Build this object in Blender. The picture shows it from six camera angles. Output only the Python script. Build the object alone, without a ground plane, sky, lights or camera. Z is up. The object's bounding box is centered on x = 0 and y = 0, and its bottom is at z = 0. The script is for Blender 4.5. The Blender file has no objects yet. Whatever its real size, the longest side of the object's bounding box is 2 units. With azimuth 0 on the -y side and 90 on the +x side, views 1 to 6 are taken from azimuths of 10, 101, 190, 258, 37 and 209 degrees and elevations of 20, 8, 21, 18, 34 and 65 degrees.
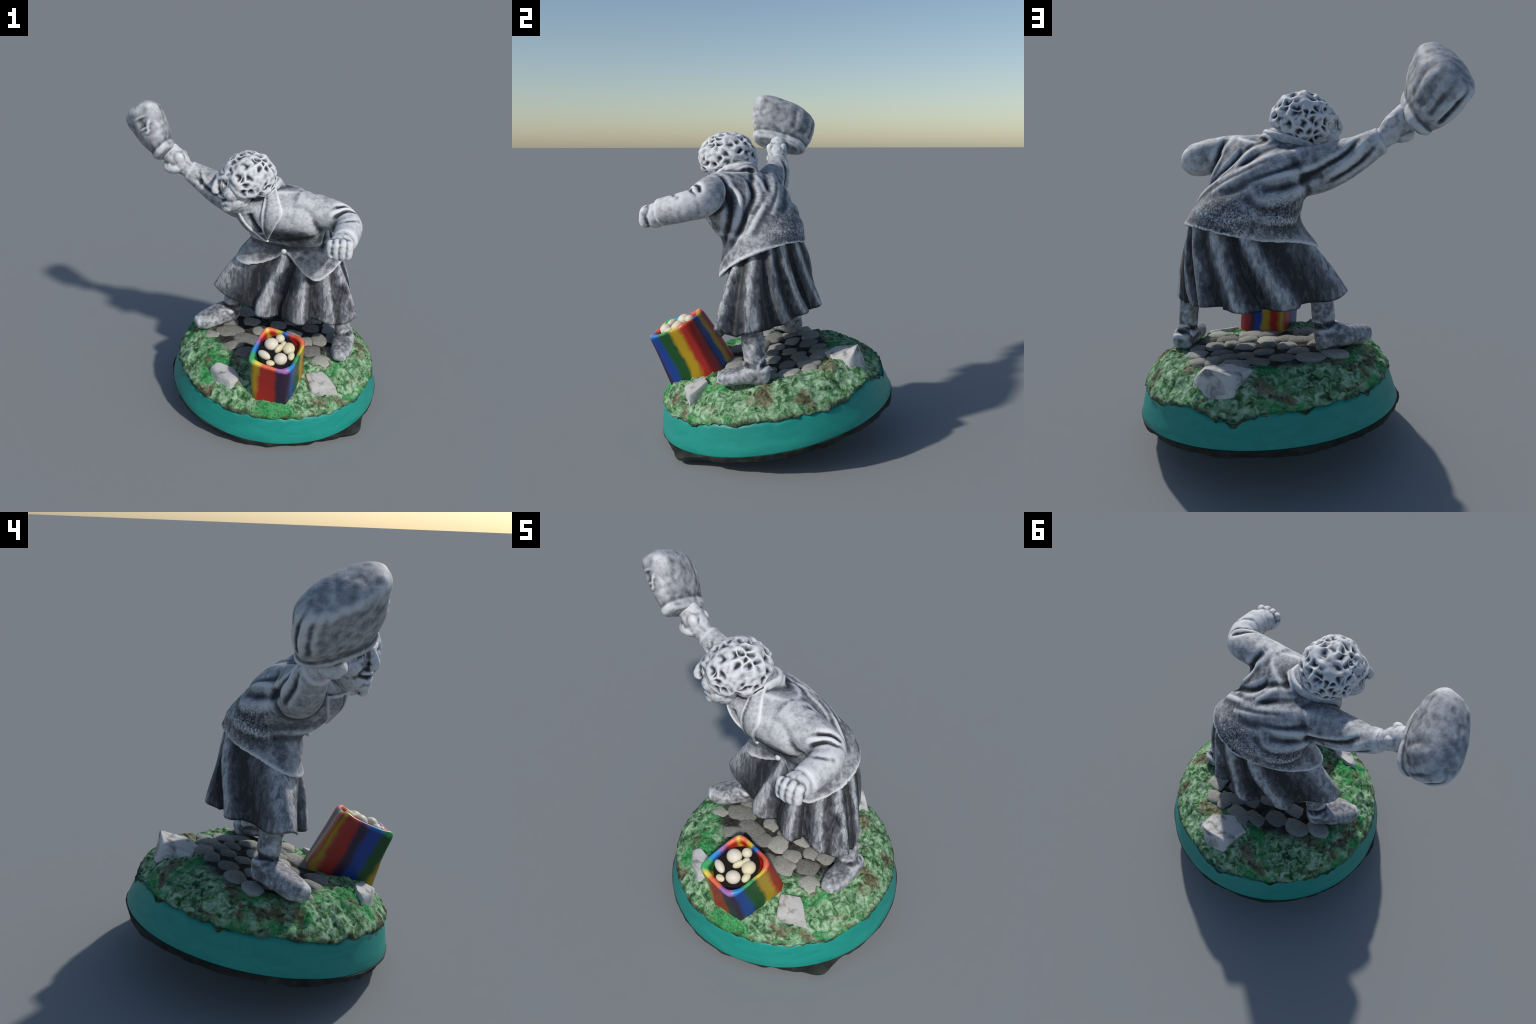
"""Hand-painted tabletop miniature: a stooping woman in jacket and pleated skirt swings a
handbag, standing on a round turfed base with cobbles and a rainbow-striped carrier bag."""
import bpy, bmesh, math, random
import numpy as np
from mathutils import Matrix, Vector, noise as mnoise

rng = np.random.default_rng(7)
random.seed(7)
V = lambda *a: np.array(a, float)
def unit(a): a = np.asarray(a, float); return a / np.linalg.norm(a)
def sstep(a, b, x): t = np.clip((x - a) / (b - a), 0, 1); return t * t * (3 - 2 * t)

# ------------------------------------------------------------------ mesh helpers
def mesh_obj(name, verts, faces, parent=None, mat=None, matrix=None, smooth=True):
    me = bpy.data.meshes.new(name)
    me.from_pydata([tuple(map(float, v)) for v in verts], [], [tuple(map(int, f)) for f in faces])
    me.validate(); me.update()
    ob = bpy.data.objects.new(name, me)
    bpy.context.scene.collection.objects.link(ob)
    if smooth: me.polygons.foreach_set("use_smooth", [True] * len(me.polygons))
    if parent: ob.parent = parent
    if matrix is not None: ob.matrix_local = matrix
    if mat: me.materials.append(mat)
    return ob

def get_v(ob):
    a = np.empty(len(ob.data.vertices) * 3); ob.data.vertices.foreach_get("co", a); return a.reshape(-1, 3)
def get_n(ob):
    a = np.empty(len(ob.data.vertices) * 3); ob.data.vertices.foreach_get("normal", a); return a.reshape(-1, 3)
def set_v(ob, v):
    ob.data.vertices.foreach_set("co", np.ascontiguousarray(v, float).ravel()); ob.data.update()

def catmull(P, n, closed=False):
    """points on a Catmull-Rom curve through the rows of P"""
    P = np.asarray(P, float); m = len(P); k = m if closed else m - 1
    t = np.linspace(0, k, n, endpoint=not closed); i = np.minimum(t.astype(int), k - 1); f = (t - i)[:, None]
    def g(j): return P[j % m] if closed else P[np.clip(j, 0, m - 1)]
    a, b, c, d = g(i - 1), g(i), g(i + 1), g(i + 2)
    return .5 * (2 * b + (c - a) * f + (2 * a - 5 * b + 4 * c - d) * f ** 2 + (3 * b - a - 3 * c + d) * f ** 3)

def loft(rings, cap0=True, cap1=True):
    """quads between equal-length closed rings, fans on the ends"""
    R = np.asarray(rings, float); m, n = R.shape[:2]
    v = R.reshape(-1, 3).tolist(); f = []
    for r in range(m - 1):
        for i in range(n):
            j = (i + 1) % n; f.append((r * n + i, r * n + j, (r + 1) * n + j, (r + 1) * n + i))
    if cap0:
        v.append(R[0].mean(0)); c = len(v) - 1
        f += [(c, (i + 1) % n, i) for i in range(n)]
    if cap1:
        v.append(R[-1].mean(0)); c = len(v) - 1; b = (m - 1) * n
        f += [(c, b + i, b + (i + 1) % n) for i in range(n)]
    return np.array(v), f

def polar_ring(P, center, n):
    """closed curve through the control points P, sampled evenly in angle about center"""
    C = catmull(P, 900, True); d = C - np.append(center, 0)
    th = np.arctan2(d[:, 1], d[:, 0]); o = np.argsort(th)
    q = np.linspace(-math.pi, math.pi, n, endpoint=False)
    r = np.interp(q, th[o], np.hypot(d[o, 0], d[o, 1]), period=2 * math.pi)
    z = np.interp(q, th[o], C[o, 2], period=2 * math.pi)
    return np.stack([center[0] + r * np.cos(q), center[1] + r * np.sin(q), z], 1)

def tube(stations, n=40, per=8, up=(0, 0, 1), power=2.0, cap_round=(0, 0)):
    """limb: stations are (centre, half-width, half-height); oriented along the spine"""
    C = np.array([s[0] for s in stations], float); W = np.array([[s[1], s[2]] for s in stations], float)
    k = (len(C) - 1) * per + 1
    c = catmull(C, k); w = catmull(W, k)
    T = np.gradient(c, axis=0); T /= np.linalg.norm(T, axis=1)[:, None]
    t = np.linspace(0, 2 * math.pi, n, endpoint=False)
    ct, st = np.cos(t), np.sin(t); e = 2 / power
    ct, st = np.sign(ct) * abs(ct) ** e, np.sign(st) * abs(st) ** e
    rings = []
    for i in range(k):
        s = unit(np.cross(T[i], up)); u = np.cross(s, T[i])
        rings.append((c[i], s, u, w[i], T[i]))
    out = []
    def emit(r, sc, off): out.append(r[0] + off * r[4] + (ct[:, None] * r[1] * r[3][0] + st[:, None] * r[2] * r[3][1]) * sc)
    if cap_round[0]:
        for a in (80, 60, 40, 20): emit(rings[0], math.cos(math.radians(a)), -cap_round[0] * math.sin(math.radians(a)))
    for r in rings: emit(r, 1, 0)
    if cap_round[1]:
        for a in (20, 40, 60, 80): emit(rings[-1], math.cos(math.radians(a)), cap_round[1] * math.sin(math.radians(a)))
    return loft(out)

def ellipsoid(c, r, axes=None, nu=48, nv=28):
    axes = np.eye(3) if axes is None else np.array(axes, float)
    out = []
    for a in np.linspace(-math.pi / 2 + .05, math.pi / 2 - .05, nv):
        t = np.linspace(0, 2 * math.pi, nu, endpoint=False)
        p = np.stack([r[0] * math.cos(a) * np.cos(t), r[1] * math.cos(a) * np.sin(t), np.full(nu, r[2] * math.sin(a))], 1)
        out.append(np.asarray(c) + p @ axes)
    return loft(out)

def fuse(name, pieces, voxel, smooth_iter=6, factor=.5):
    """join closed pieces, voxel-remesh them into one skin and relax it; returns an unparented object"""
    v, f, o = [], [], 0
    for pv, pf in pieces:
        v.append(pv); f += [tuple(i + o for i in q) for q in pf]; o += len(pv)
    tmp = mesh_obj(name + "_tmp", np.concatenate(v), f)
    m = tmp.modifiers.new("r", "REMESH"); m.mode = "VOXEL"; m.voxel_size = voxel; m.use_smooth_shade = True
    if smooth_iter:
        s = tmp.modifiers.new("s", "SMOOTH"); s.iterations = smooth_iter; s.factor = factor
    dg = bpy.context.evaluated_depsgraph_get()
    me = bpy.data.meshes.new_from_object(tmp.evaluated_get(dg))
    me.name = name
    ob = bpy.data.objects.new(name, me); bpy.context.scene.collection.objects.link(ob)
    bpy.data.objects.remove(tmp)
    return ob

def stroke_field(P, line, width):
    """gaussian falloff of the distance from points P to a polyline, fading at its ends"""
    L = np.asarray(line, float)
    if len(L) > 2: L = catmull(L, len(L) * 5)
    best = np.full(len(P), 1e9); par = np.zeros(len(P)); m = len(L) - 1
    lo, hi = L.min(0) - 3.2 * width, L.max(0) + 3.2 * width
    sel = np.where(((P > lo) & (P < hi)).all(1))[0]; Q = P[sel]
    b = np.full(len(Q), 1e9); pr = np.zeros(len(Q))
    for i in range(m):
        a, d = L[i], L[i + 1] - L[i]; t = np.clip(((Q - a) @ d) / max(d @ d, 1e-12), 0, 1)
        e = np.linalg.norm(Q - a - t[:, None] * d, axis=1); k = e < b
        b[k] = e[k]; pr[k] = (i + t[k]) / m
    best[sel] = b; par[sel] = pr
    return np.exp(-(best / width) ** 2) * (1 - .75 * np.abs(2 * par - 1) ** 3)

def sculpt(ob, strokes, grain=None):
    """push the skin along its normals: strokes are (polyline, width, height), height < 0 cuts a crease"""
    P, N = get_v(ob), get_n(ob); D = np.zeros(len(P))
    for line, w, h in strokes: D += h * stroke_field(P, line, w)
    if grain:
        for scale, amp in grain:
            D += amp * np.array([mnoise.noise(Vector(p * scale)) for p in P])
    set_v(ob, P + N * D[:, None])

def split(ob, regions, default, parent, mat):
    """cut a smooth skin into named objects whose borders coincide and share the whole skin's normals"""
    P, N = get_v(ob), get_n(ob); ob.name = ob.data.name = "uncut_skin"
    me = ob.data; faces = [tuple(p.vertices) for p in me.polygons]
    cen = np.array([P[list(f)].mean(0) for f in faces])
    lab = np.zeros(len(faces), int)
    names = [default]
    for i, (nm, fn) in enumerate(regions): lab[fn(cen)] = i + 1; names.append(nm)
    res = []
    for i, nm in enumerate(names):
        fs = [f for f, l in zip(faces, lab) if l == i]
        if not fs: continue
        used = sorted({v for f in fs for v in f}); idx = {v: k for k, v in enumerate(used)}
        o = mesh_obj(nm, P[used], [[idx[v] for v in f] for f in fs], parent, mat)
        o.data.normals_split_custom_set_from_vertices([tuple(N[v]) for v in used])
        res.append(o)
    bpy.data.objects.remove(ob)
    return res

# ------------------------------------------------------------------ node materials
class Mat:
    def __init__(s, name, rough=.7, spec=.25):
        s.m = bpy.data.materials.new(name); s.m.use_nodes = True
        s.t = s.m.node_tree; s.N = s.t.nodes; s.L = s.t.links
        s.b = s.N["Principled BSDF"]; s.b.inputs["Roughness"].default_value = rough
        s.b.inputs["Specular IOR Level"].default_value = spec
        s.co = s.N.new("ShaderNodeTexCoord").outputs["Object"]
    def put(s, sock, val):
        if hasattr(val, "is_output"): s.L.new(val, sock)
        else: sock.default_value = val
    def noise(s, scale, detail=4, rough=.55, dist=0, co=None, stretch=None):
        n = s.N.new("ShaderNodeTexNoise"); n.inputs["Scale"].default_value = scale; n.inputs["Detail"].default_value = detail
        n.inputs["Roughness"].default_value = rough; n.inputs["Distortion"].default_value = dist
        c = co or s.co
        if stretch:
            mp = s.N.new("ShaderNodeMapping"); mp.inputs["Scale"].default_value = stretch; s.L.new(c, mp.inputs[0]); c = mp.outputs[0]
        s.L.new(c, n.inputs["Vector"]); return n.outputs["Fac"]
    def voronoi(s, scale, feature="F1", co=None):
        n = s.N.new("ShaderNodeTexVoronoi"); n.feature = feature; n.inputs["Scale"].default_value = scale
        s.L.new(co or s.co, n.inputs["Vector"]); return n.outputs["Distance"]
    def ramp(s, fac, stops, interp="LINEAR"):
        r = s.N.new("ShaderNodeValToRGB"); e = r.color_ramp.elements; r.color_ramp.interpolation = interp
        for p, c in stops[1:-1] if len(stops) > 2 else []: e.new(p)
        for el, (p, c) in zip(sorted(e, key=lambda q: q.position), stops): pass
        while len(e) > 1: e.remove(e[-1])
        e[0].position = stops[0][0]
        c4 = lambda c: (c, c, c, 1) if not hasattr(c, "__len__") else (*c, 1)
        e[0].color = c4(stops[0][1])
        for p, c in stops[1:]: el = e.new(p); el.color = c4(c)
        s.put(r.inputs[0], fac); return r.outputs[0]
    def math(s, op, a, b=0., c=0., clamp=False):
        n = s.N.new("ShaderNodeMath"); n.operation = op; n.use_clamp = clamp
        for i, q in enumerate((a, b, c)): s.put(n.inputs[i], q)
        return n.outputs[0]
    def mix(s, f, a, b, mode="MIX"):
        n = s.N.new("ShaderNodeMix"); n.data_type = "RGBA"; n.blend_type = mode; n.clamp_factor = True
        c4 = lambda c: c if hasattr(c, "is_output") else (*c, 1)
        s.put(n.inputs["Factor"], f); s.put(n.inputs["A"], c4(a)); s.put(n.inputs["B"], c4(b)); return n.outputs["Result"]
    def xyz(s, co=None):
        n = s.N.new("ShaderNodeSeparateXYZ"); s.L.new(co or s.co, n.inputs[0]); return n.outputs
    def blob(s, c, r, co=None):
        """1 at point c falling to 0 at radii r"""
        mp = s.N.new("ShaderNodeMapping"); mp.vector_type = "TEXTURE"
        mp.inputs["Location"].default_value = c; mp.inputs["Scale"].default_value = r if hasattr(r, "__len__") else (r, r, r)
        s.L.new(co or s.co, mp.inputs[0]); n = s.N.new("ShaderNodeVectorMath"); n.operation = "LENGTH"; s.L.new(mp.outputs[0], n.inputs[0])
        return s.math("SUBTRACT", 1., n.outputs["Value"], clamp=True)
    def point(s): return s.N.new("ShaderNodeNewGeometry").outputs["Pointiness"]
    def bump(s, h, strength, dist=.01):
        n = s.N.new("ShaderNodeBump"); n.inputs["Strength"].default_value = strength; n.inputs["Distance"].default_value = dist
        s.L.new(h, n.inputs["Height"]); s.L.new(n.outputs[0], s.b.inputs["Normal"])
    def color(s, c): s.put(s.b.inputs["Base Color"], c if hasattr(c, "is_output") else (*c, 1)); return s.m

DARK, MID, PALE = (.026, .027, .032), (.140, .147, .165), (.60, .61, .635)  # MID lowered so the greys come nearer the figure's shaded back

def drybrush(name, scale=34, bias=0., point_lo=.44, point_hi=.56, stretch=None, weight=.55, grain=.6, extra=None, rough=.6):
    """dark undercoat, grey layer, pale drybrushed grain that catches on raised detail"""
    m = Mat(name, rough, .3)
    g = m.noise(scale, 5, .7, .5, stretch=stretch); big = m.noise(6, 3, .5, .3)
    p = m.ramp(m.point(), [(point_lo, 0.), (point_hi, 1.)])
    t = m.math("MULTIPLY_ADD", p, weight, m.math("MULTIPLY_ADD", g, grain, m.math("MULTIPLY_ADD", big, .2, bias - .145 - grain / 2)))
    if extra: t = m.math("ADD", t, extra(m))
    c = m.ramp(t, [(.08, DARK), (.36, MID), (.66, PALE), (1., (.74, .745, .76))])
    m.bump(g, .25, .008)
    return m.color(c)
def speckle(m):
    """coarse woollen speckle of the undercoat showing through, strongest on the lower back of the jacket"""
    f = m.math("MAXIMUM", m.blob((.30, .16, 1.20), (.32, .22, .17)), m.blob((.02, .13, 1.22), (.18, .2, .15)))
    n = m.ramp(m.noise(95, 4, .75, .6), [(.40, 0.), (.60, 1.)])
    dark = m.blob((.24, -.36, 1.24), (.26, .16, .10))  # darker patch across the lower chest
    k = m.math("MULTIPLY", m.ramp(f, [(.0, 0.), (.8, 1.)]), m.math("MULTIPLY_ADD", n, .5, -.36))
    # paler patches: breast and shoulder, and the forearm held forward
    pale_patch = m.math("MAXIMUM", m.blob((.26, -.34, 1.44), (.28, .20, .17)), m.blob((.58, -.42, 1.40), (.16, .24, .14)))
    k = m.math("MULTIPLY_ADD", m.ramp(m.math("ADD", pale_patch, m.math("MULTIPLY_ADD", m.noise(14, 4, .65), .5, -.25)), [(.1, 0.), (.6, 1.)]), .13, k)
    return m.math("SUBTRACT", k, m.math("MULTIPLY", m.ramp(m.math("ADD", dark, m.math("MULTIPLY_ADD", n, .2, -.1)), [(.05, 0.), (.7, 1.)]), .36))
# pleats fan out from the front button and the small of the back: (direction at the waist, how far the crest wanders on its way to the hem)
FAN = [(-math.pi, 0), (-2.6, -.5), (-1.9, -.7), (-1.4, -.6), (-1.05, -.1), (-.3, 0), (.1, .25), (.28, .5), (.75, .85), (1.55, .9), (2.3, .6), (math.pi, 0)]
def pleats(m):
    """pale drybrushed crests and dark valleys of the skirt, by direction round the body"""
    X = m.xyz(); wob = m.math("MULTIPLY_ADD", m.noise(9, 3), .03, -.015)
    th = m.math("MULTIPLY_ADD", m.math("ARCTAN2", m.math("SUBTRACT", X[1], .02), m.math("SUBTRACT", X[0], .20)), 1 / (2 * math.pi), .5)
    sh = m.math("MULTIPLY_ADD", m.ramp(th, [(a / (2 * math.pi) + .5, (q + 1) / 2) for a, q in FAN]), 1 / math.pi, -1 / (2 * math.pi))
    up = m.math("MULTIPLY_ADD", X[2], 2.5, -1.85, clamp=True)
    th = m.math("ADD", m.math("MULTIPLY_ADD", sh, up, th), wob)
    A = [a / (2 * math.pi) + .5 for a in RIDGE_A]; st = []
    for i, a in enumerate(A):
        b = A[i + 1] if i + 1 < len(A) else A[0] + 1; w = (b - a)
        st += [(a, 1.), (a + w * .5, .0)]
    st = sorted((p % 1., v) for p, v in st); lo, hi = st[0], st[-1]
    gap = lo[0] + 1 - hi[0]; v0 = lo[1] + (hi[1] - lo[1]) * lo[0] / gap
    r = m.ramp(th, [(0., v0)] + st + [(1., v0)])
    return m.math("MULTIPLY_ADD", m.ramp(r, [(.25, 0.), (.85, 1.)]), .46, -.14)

SC = (.20, .02)
RIDGES = [(.069, -.178), (.317, -.240), (.495, -.225), (.655, -.208), (.62, -.03), (.50, .156), (.39, .235), (.187, .288), (-.049, .210), (-.258, .0)]
def ang(p): return math.atan2(p[1] - SC[1], p[0] - SC[0])
RIDGE_A = sorted(ang(p) for p in RIDGES)
MAT = {}
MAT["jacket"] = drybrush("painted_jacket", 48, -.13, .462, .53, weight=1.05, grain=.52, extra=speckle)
MAT["skirt"] = drybrush("painted_skirt", 46, .10, stretch=(1, 1, .3), weight=.3, grain=.9, extra=pleats)
MAT["skin"] = drybrush("painted_skin", 24, .0, .45, .53, weight=.95)
MAT["hair"] = drybrush("painted_hair", 24, -.04, .462, .525, weight=1.05, grain=.4)
MAT["boot"] = drybrush("painted_boot", 26, .06, .46, .54, weight=.7, grain=.8)
MAT["handbag"] = drybrush("painted_handbag", 22, -.04, .462, .53, weight=.95, grain=.5)

# ------------------------------------------------------------------ the thing
figurine = bpy.data.objects.new("miniature_figurine", None)
bpy.context.scene.collection.objects.link(figurine)
figurine["label"] = "grey painted miniature of stooping woman swinging a handbag on base"
figurine["category"] = "figurine"

# the base leans: everything on it is laid out in its own tilted frame
BO = V(.1204, .0193, .1735); bn = unit((.0891, -.1744, 1)); b1 = unit(np.cross((0, 1, 0), bn)); b2 = np.cross(bn, b1)
BASE = Matrix(((b1[0], b2[0], bn[0], BO[0]), (b1[1], b2[1], bn[1], BO[1]), (b1[2], b2[2], bn[2], BO[2]), (0, 0, 0, 1)))
def to_base(P): d = np.asarray(P) - BO; return np.stack([d @ b1, d @ b2, d @ bn], -1)
def nz(x, y, z=0.): return mnoise.noise(Vector((x, y, z)))

# ---- base: teal rim
def teal():
    m = Mat("teal_paint", .45, .35)
    f = m.noise(5, 4, .6, 1.5, stretch=(1, 1, 3)); g = m.noise(60, 3)
    c = m.mix(m.ramp(f, [(.3, 0.), (.7, 1.)]), (.008, .245, .205), (.016, .30, .25))
    m.bump(g, .08, .004); return m.color(c)
def edge_h(a):
    """height at which the turf ends on the rim, by direction"""
    d = math.degrees(a) % 360
    g = lambda c, w: math.exp(-((d - c) / w) ** 2)
    return .160 - .036 * g(86, 10) - .022 * g(42, 12) + .012 * g(65, 8) + .012 * nz(4 * math.cos(a), 4 * math.sin(a), 2.) + .018 * nz(13 * math.cos(a), 13 * math.sin(a), 5.)
def rim_r(h): return .6765 - .26 * h
def rim_mesh():
    N = 240; th = np.linspace(0, 2 * math.pi, N, endpoint=False); rings = []
    E = np.array([edge_h(a) for a in th])
    for k, r in ((-.012, .655), (-.006, .668), (0, .675), (.004, .676), (.3, 0), (.6, 0), (.85, 0), (.97, 0), (.99, -.03)):
        h = E * k if r <= 0 else np.full(N, k); rr = np.full(N, r) if r > 0 else rim_r(h) + r
        w = np.array([.003 * nz(3 * math.cos(a), 3 * math.sin(a), k * 2) for a in th])
        rings.append(np.stack([(rr + w) * np.cos(th), (rr + w) * np.sin(th), h], 1))
    return loft(rings)
base = mesh_obj("base", *rim_mesh(), figurine, teal(), BASE)

# ---- base: ragged dark underside with the torn skin of dried paint that sticks out of it
def underside_mat():
    m = Mat("dark_underside", .75, .2)
    f = m.noise(9, 4, .6); return m.color(m.ramp(f, [(.35, (.012, .012, .011)), (.6, (.03, .036, .032)), (.75, (.06, .07, .06))]))
def underside():
    N = 220; th = np.linspace(0, 2 * math.pi, N, endpoint=False)
    rag = np.array([nz(5 * math.cos(a), 5 * math.sin(a), 4.) + .6 * nz(14 * math.cos(a), 14 * math.sin(a), 7.) for a in th])
    flap = np.exp(-((th - math.radians(325)) / .13) ** 2); side = np.exp(-((th - math.radians(187)) / .09) ** 2)
    rows = []
    for h, r, k in ((.004, .66, 0), (-.002, .679, .3), (-.012, .676, 1), (-.032, .668, 1), (-.042, .64, 1), (-.046, .45, .5), (-.046, .2, 0)):
        rr = r + .012 * k * rag + k * (.062 * flap * (1 if -.035 < h < -.005 else .4) + .018 * side)
        hh = h - .006 * k * rag + .006 * flap * k - (.003 - .003 * np.cos(th + 1.1)) * (h < -.02)
        rows.append(np.stack([rr * np.cos(th), rr * np.sin(th), hh], 1))
    return loft(rows)
mesh_obj("underside", *underside(), base, underside_mat(), smooth=False)

# ---- base: turf with a dark path of bare earth across it
COBBLES = [(-.305, -.015, .105, .06, 10), (-.192, -.068, .10, .055, -12), (-.42, -.086, .05, .042, 0), (-.262, -.155, .07, .045, 40),
           (-.09, -.095, .06, .05, 15), (0, -.065, .065, .06, 5), (-.117, .034, .06, .05, 0), (.112, -.085, .06, .05, 20),
           (.121, -.168, .075, .065, 10), (.228, -.092, .07, .06, 25), (.308, -.172, .062, .05, 0), (.266, .041, .06, .06, 10),
           (.216, .278, .05, .065, 10), (.141, .228, .06, .05, 20), (.084, .325, .085, .058, -15), (-.018, .297, .075, .045, -10),
           (-.132, .228, .07, .05, 0), (-.272, .215, .085, .05, 5), (-.378, .153, .08, .05, -10), (.275, .29, .06, .05, 0),
           (.33, .185, .06, .07, 0), (.064, .20, .055, .05, 0), (.20, .156, .06, .045, 0), (.35, .08, .05, .06, 0),
           (-.33, .08, .06, .05, 20), (-.02, .13, .06, .05, 0), (.10, .05, .06, .055, 0), (-.2, .12, .06, .05, 0), (-.175, -.215, .07, .05, 20),
           (.02, -.20, .06, .05, 0), (.19, .0, .05, .045, 10), (-.02, .03, .05, .045, 0), (.36, -.06, .045, .05, 0)]
def path_mask(x, y):
    """1 on the cobbled path, 0 on grass"""
    c, s = math.cos(.12), math.sin(.12); u, v = c * (x + .03) + s * (y - .05), -s * (x + .03) + c * (y - .05)
    return math.hypot(u / .44, v / .315)
def turf_h(x, y):
    r = math.hypot(x, y); a = math.atan2(y, x)
    e = edge_h(a)
    s = min(1, max(0, (.648 - r) / .23)); dome = e + (.287 - e) * (1 - (1 - s) ** 2.1)
    d = math.degrees(a) % 360
    g = lambda c, w: math.exp(-((d - c) / w) ** 2)
    dome -= .012 * g(120, 40) * sstep(.30, .42, r)
    dome -= .018 * g(95, 20) * sstep(.36, .50, r) + .02 * g(330, 25) * sstep(.40, .52, r)
    dome += .022 * g(20, 22) * math.exp(-((r - .52) / .07) ** 2) + .02 * g(60, 12) * math.exp(-((r - .5) / .06) ** 2)
    dome -= .045 * math.exp(-(((x - .33) / .13) ** 2 + ((y + .39) / .10) ** 2)) * (1 - sstep(.52, .60, r))
    dome += .016 * g(215, 20) * math.exp(-((r - .50) / .06) ** 2)
    k = sstep(.95, 1.15, path_mask(x, y))
    rough = .020 * nz(8 * x, 8 * y, 1.) + .014 * nz(20 * x, 20 * y, 3.) + .010 * nz(48 * x, 48 * y, 8.) + .005 * nz(95 * x, 95 * y, 9.)
    return dome + k * rough + (1 - k) * (.003 + .006 * nz(20 * x, 20 * y, 6.))
def turf_mesh():
    N, M = 420, 150; rows = []
    for j in range(M):
        row = []
        for i in range(N):
            a = 2 * math.pi * i / N; r = (rim_r(edge_h(a)) + .007) * (1 - j / M) ** .85
            rr = r + (.009 * nz(12 * math.cos(a), 12 * math.sin(a), r * 20) + .004 * nz(40 * math.cos(a), 40 * math.sin(a), r * 60)) * (1 if r > .5 else 0)
            x, y = rr * math.cos(a), rr * math.sin(a); row.append((x, y, turf_h(x, y) if j else edge_h(a)))
        rows.append(row)
    R = np.array(rows)
    lip = R[0].copy(); lip[:, :2] *= .975; lip[:, 2] -= .008
    low = lip.copy(); low[:, :2] *= .95; low[:, 2] -= .02
    return loft(np.concatenate([[low, lip], R]))
def turf_mat():
    m = Mat("turf", .9, .1)
    X = m.xyz(); big = m.noise(4.5, 3, .5, .6); mid = m.noise(24, 5, .65, .8); fine = m.noise(75, 4, .7, .5)
    grass = m.ramp(mid, [(.30, (.016, .030, .018)), (.41, (.055, .14, .06)), (.49, (.16, .31, .15)), (.59, (.34, .50, .33)), (.74, (.48, .66, .48))])
    vivid = m.ramp(fine, [(.3, (.012, .09, .025)), (.52, (.04, .30, .09)), (.72, (.16, .46, .20))])
    brown = m.ramp(mid, [(.3, (.025, .020, .014)), (.52, (.15, .12, .075)), (.75, (.32, .30, .20))])
    c = m.mix(m.ramp(big, [(.53, 0.), (.63, .9)]), grass, vivid)
    c = m.mix(m.ramp(m.noise(6.5, 3, .5, .4, co=None, stretch=(1, 1, 1.7)), [(.56, 0.), (.64, .85)]), c, brown)
    # bare earth of the path
    mp = m.N.new("ShaderNodeMapping"); mp.vector_type = "TEXTURE"
    mp.inputs["Location"].default_value = (-.03, .05, 0); mp.inputs["Rotation"].default_value = (0, 0, .12); mp.inputs["Scale"].default_value = (.44, .315, 100)
    m.L.new(m.co, mp.inputs[0]); ln = m.N.new("ShaderNodeVectorMath"); ln.operation = "LENGTH"; m.L.new(mp.outputs[0], ln.inputs[0])
    d = m.math("MULTIPLY_ADD", m.noise(16, 3), .22, ln.outputs["Value"])
    earth = m.ramp(mid, [(.35, (.016, .015, .014)), (.55, (.05, .048, .044)), (.75, (.14, .135, .12))])
    c = m.mix(m.ramp(m.math("MULTIPLY", d, .5), [(.5, 1.), (.58, 0.)]), c, earth)
    rad = m.math("MULTIPLY_ADD", m.noise(14, 4, .6), .05, m.math("POWER", m.math("ADD", m.math("POWER", X[0], 2.), m.math("POWER", X[1], 2.)), .5))
    c = m.mix(m.ramp(rad, [(.652, 0.), (.667, .75)]), c, m.ramp(fine, [(.35, (.012, .012, .010)), (.6, (.05, .042, .028)), (.8, (.16, .17, .11))]))
    m.bump(fine, .5, .012); return m.color(c)
mesh_obj("turf", *turf_mesh(), base, turf_mat())

# ---- base: cobbles and rocks
def stone_mat(name, lo, hi):
    m = Mat(name, .8, .2); f = m.noise(22, 5, .6, .5); g = m.noise(5, 2)
    r = m.N.new("ShaderNodeObjectInfo").outputs["Random"]
    t = m.math("MULTIPLY_ADD", r, .35, m.math("MULTIPLY_ADD", f, .5, m.math("MULTIPLY", g, .3)))
    c = m.ramp(t, [(.3, lo), (.85, hi)]); c = m.mix(m.ramp(m.noise(13, 4, .6, .5), [(.52, 0.), (.68, .75)]), c, (.05, .052, .045))
    m.bump(f, .3, .008); return m.color(c)
M_COB = stone_mat("cobble_stone", (.13, .128, .118), (.50, .495, .45)); M_ROCK = stone_mat("pale_rock", (.36, .355, .345), (.64, .63, .62))
def cobble_mesh(seed):
    out = []; N = 28
    th = np.linspace(0, 2 * math.pi, N, endpoint=False)
    lump = np.array([1 + .26 * nz(1.6 * math.cos(a), 1.6 * math.sin(a), seed * 3.7) for a in th])
    ce = np.sign(np.cos(th)) * abs(np.cos(th)) ** .75; se = np.sign(np.sin(th)) * abs(np.sin(th)) ** .75
    for h, r in ((-1.0, .98), (-.2, 1.), (.25, .96), (.6, .84), (.85, .6), (.97, .3), (1., .1)):
        out.append(np.stack([ce * r * lump, se * r * lump, h + .12 * np.array([nz(r * math.cos(a) * 1.5, r * math.sin(a) * 1.5, seed) for a in th])], 1))
    return loft(out)
protos = []
for k in range(6):
    o = mesh_obj("cobblestone", *cobble_mesh(k), base, M_COB); protos.append(o.data); bpy.data.objects.remove(o)
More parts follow.
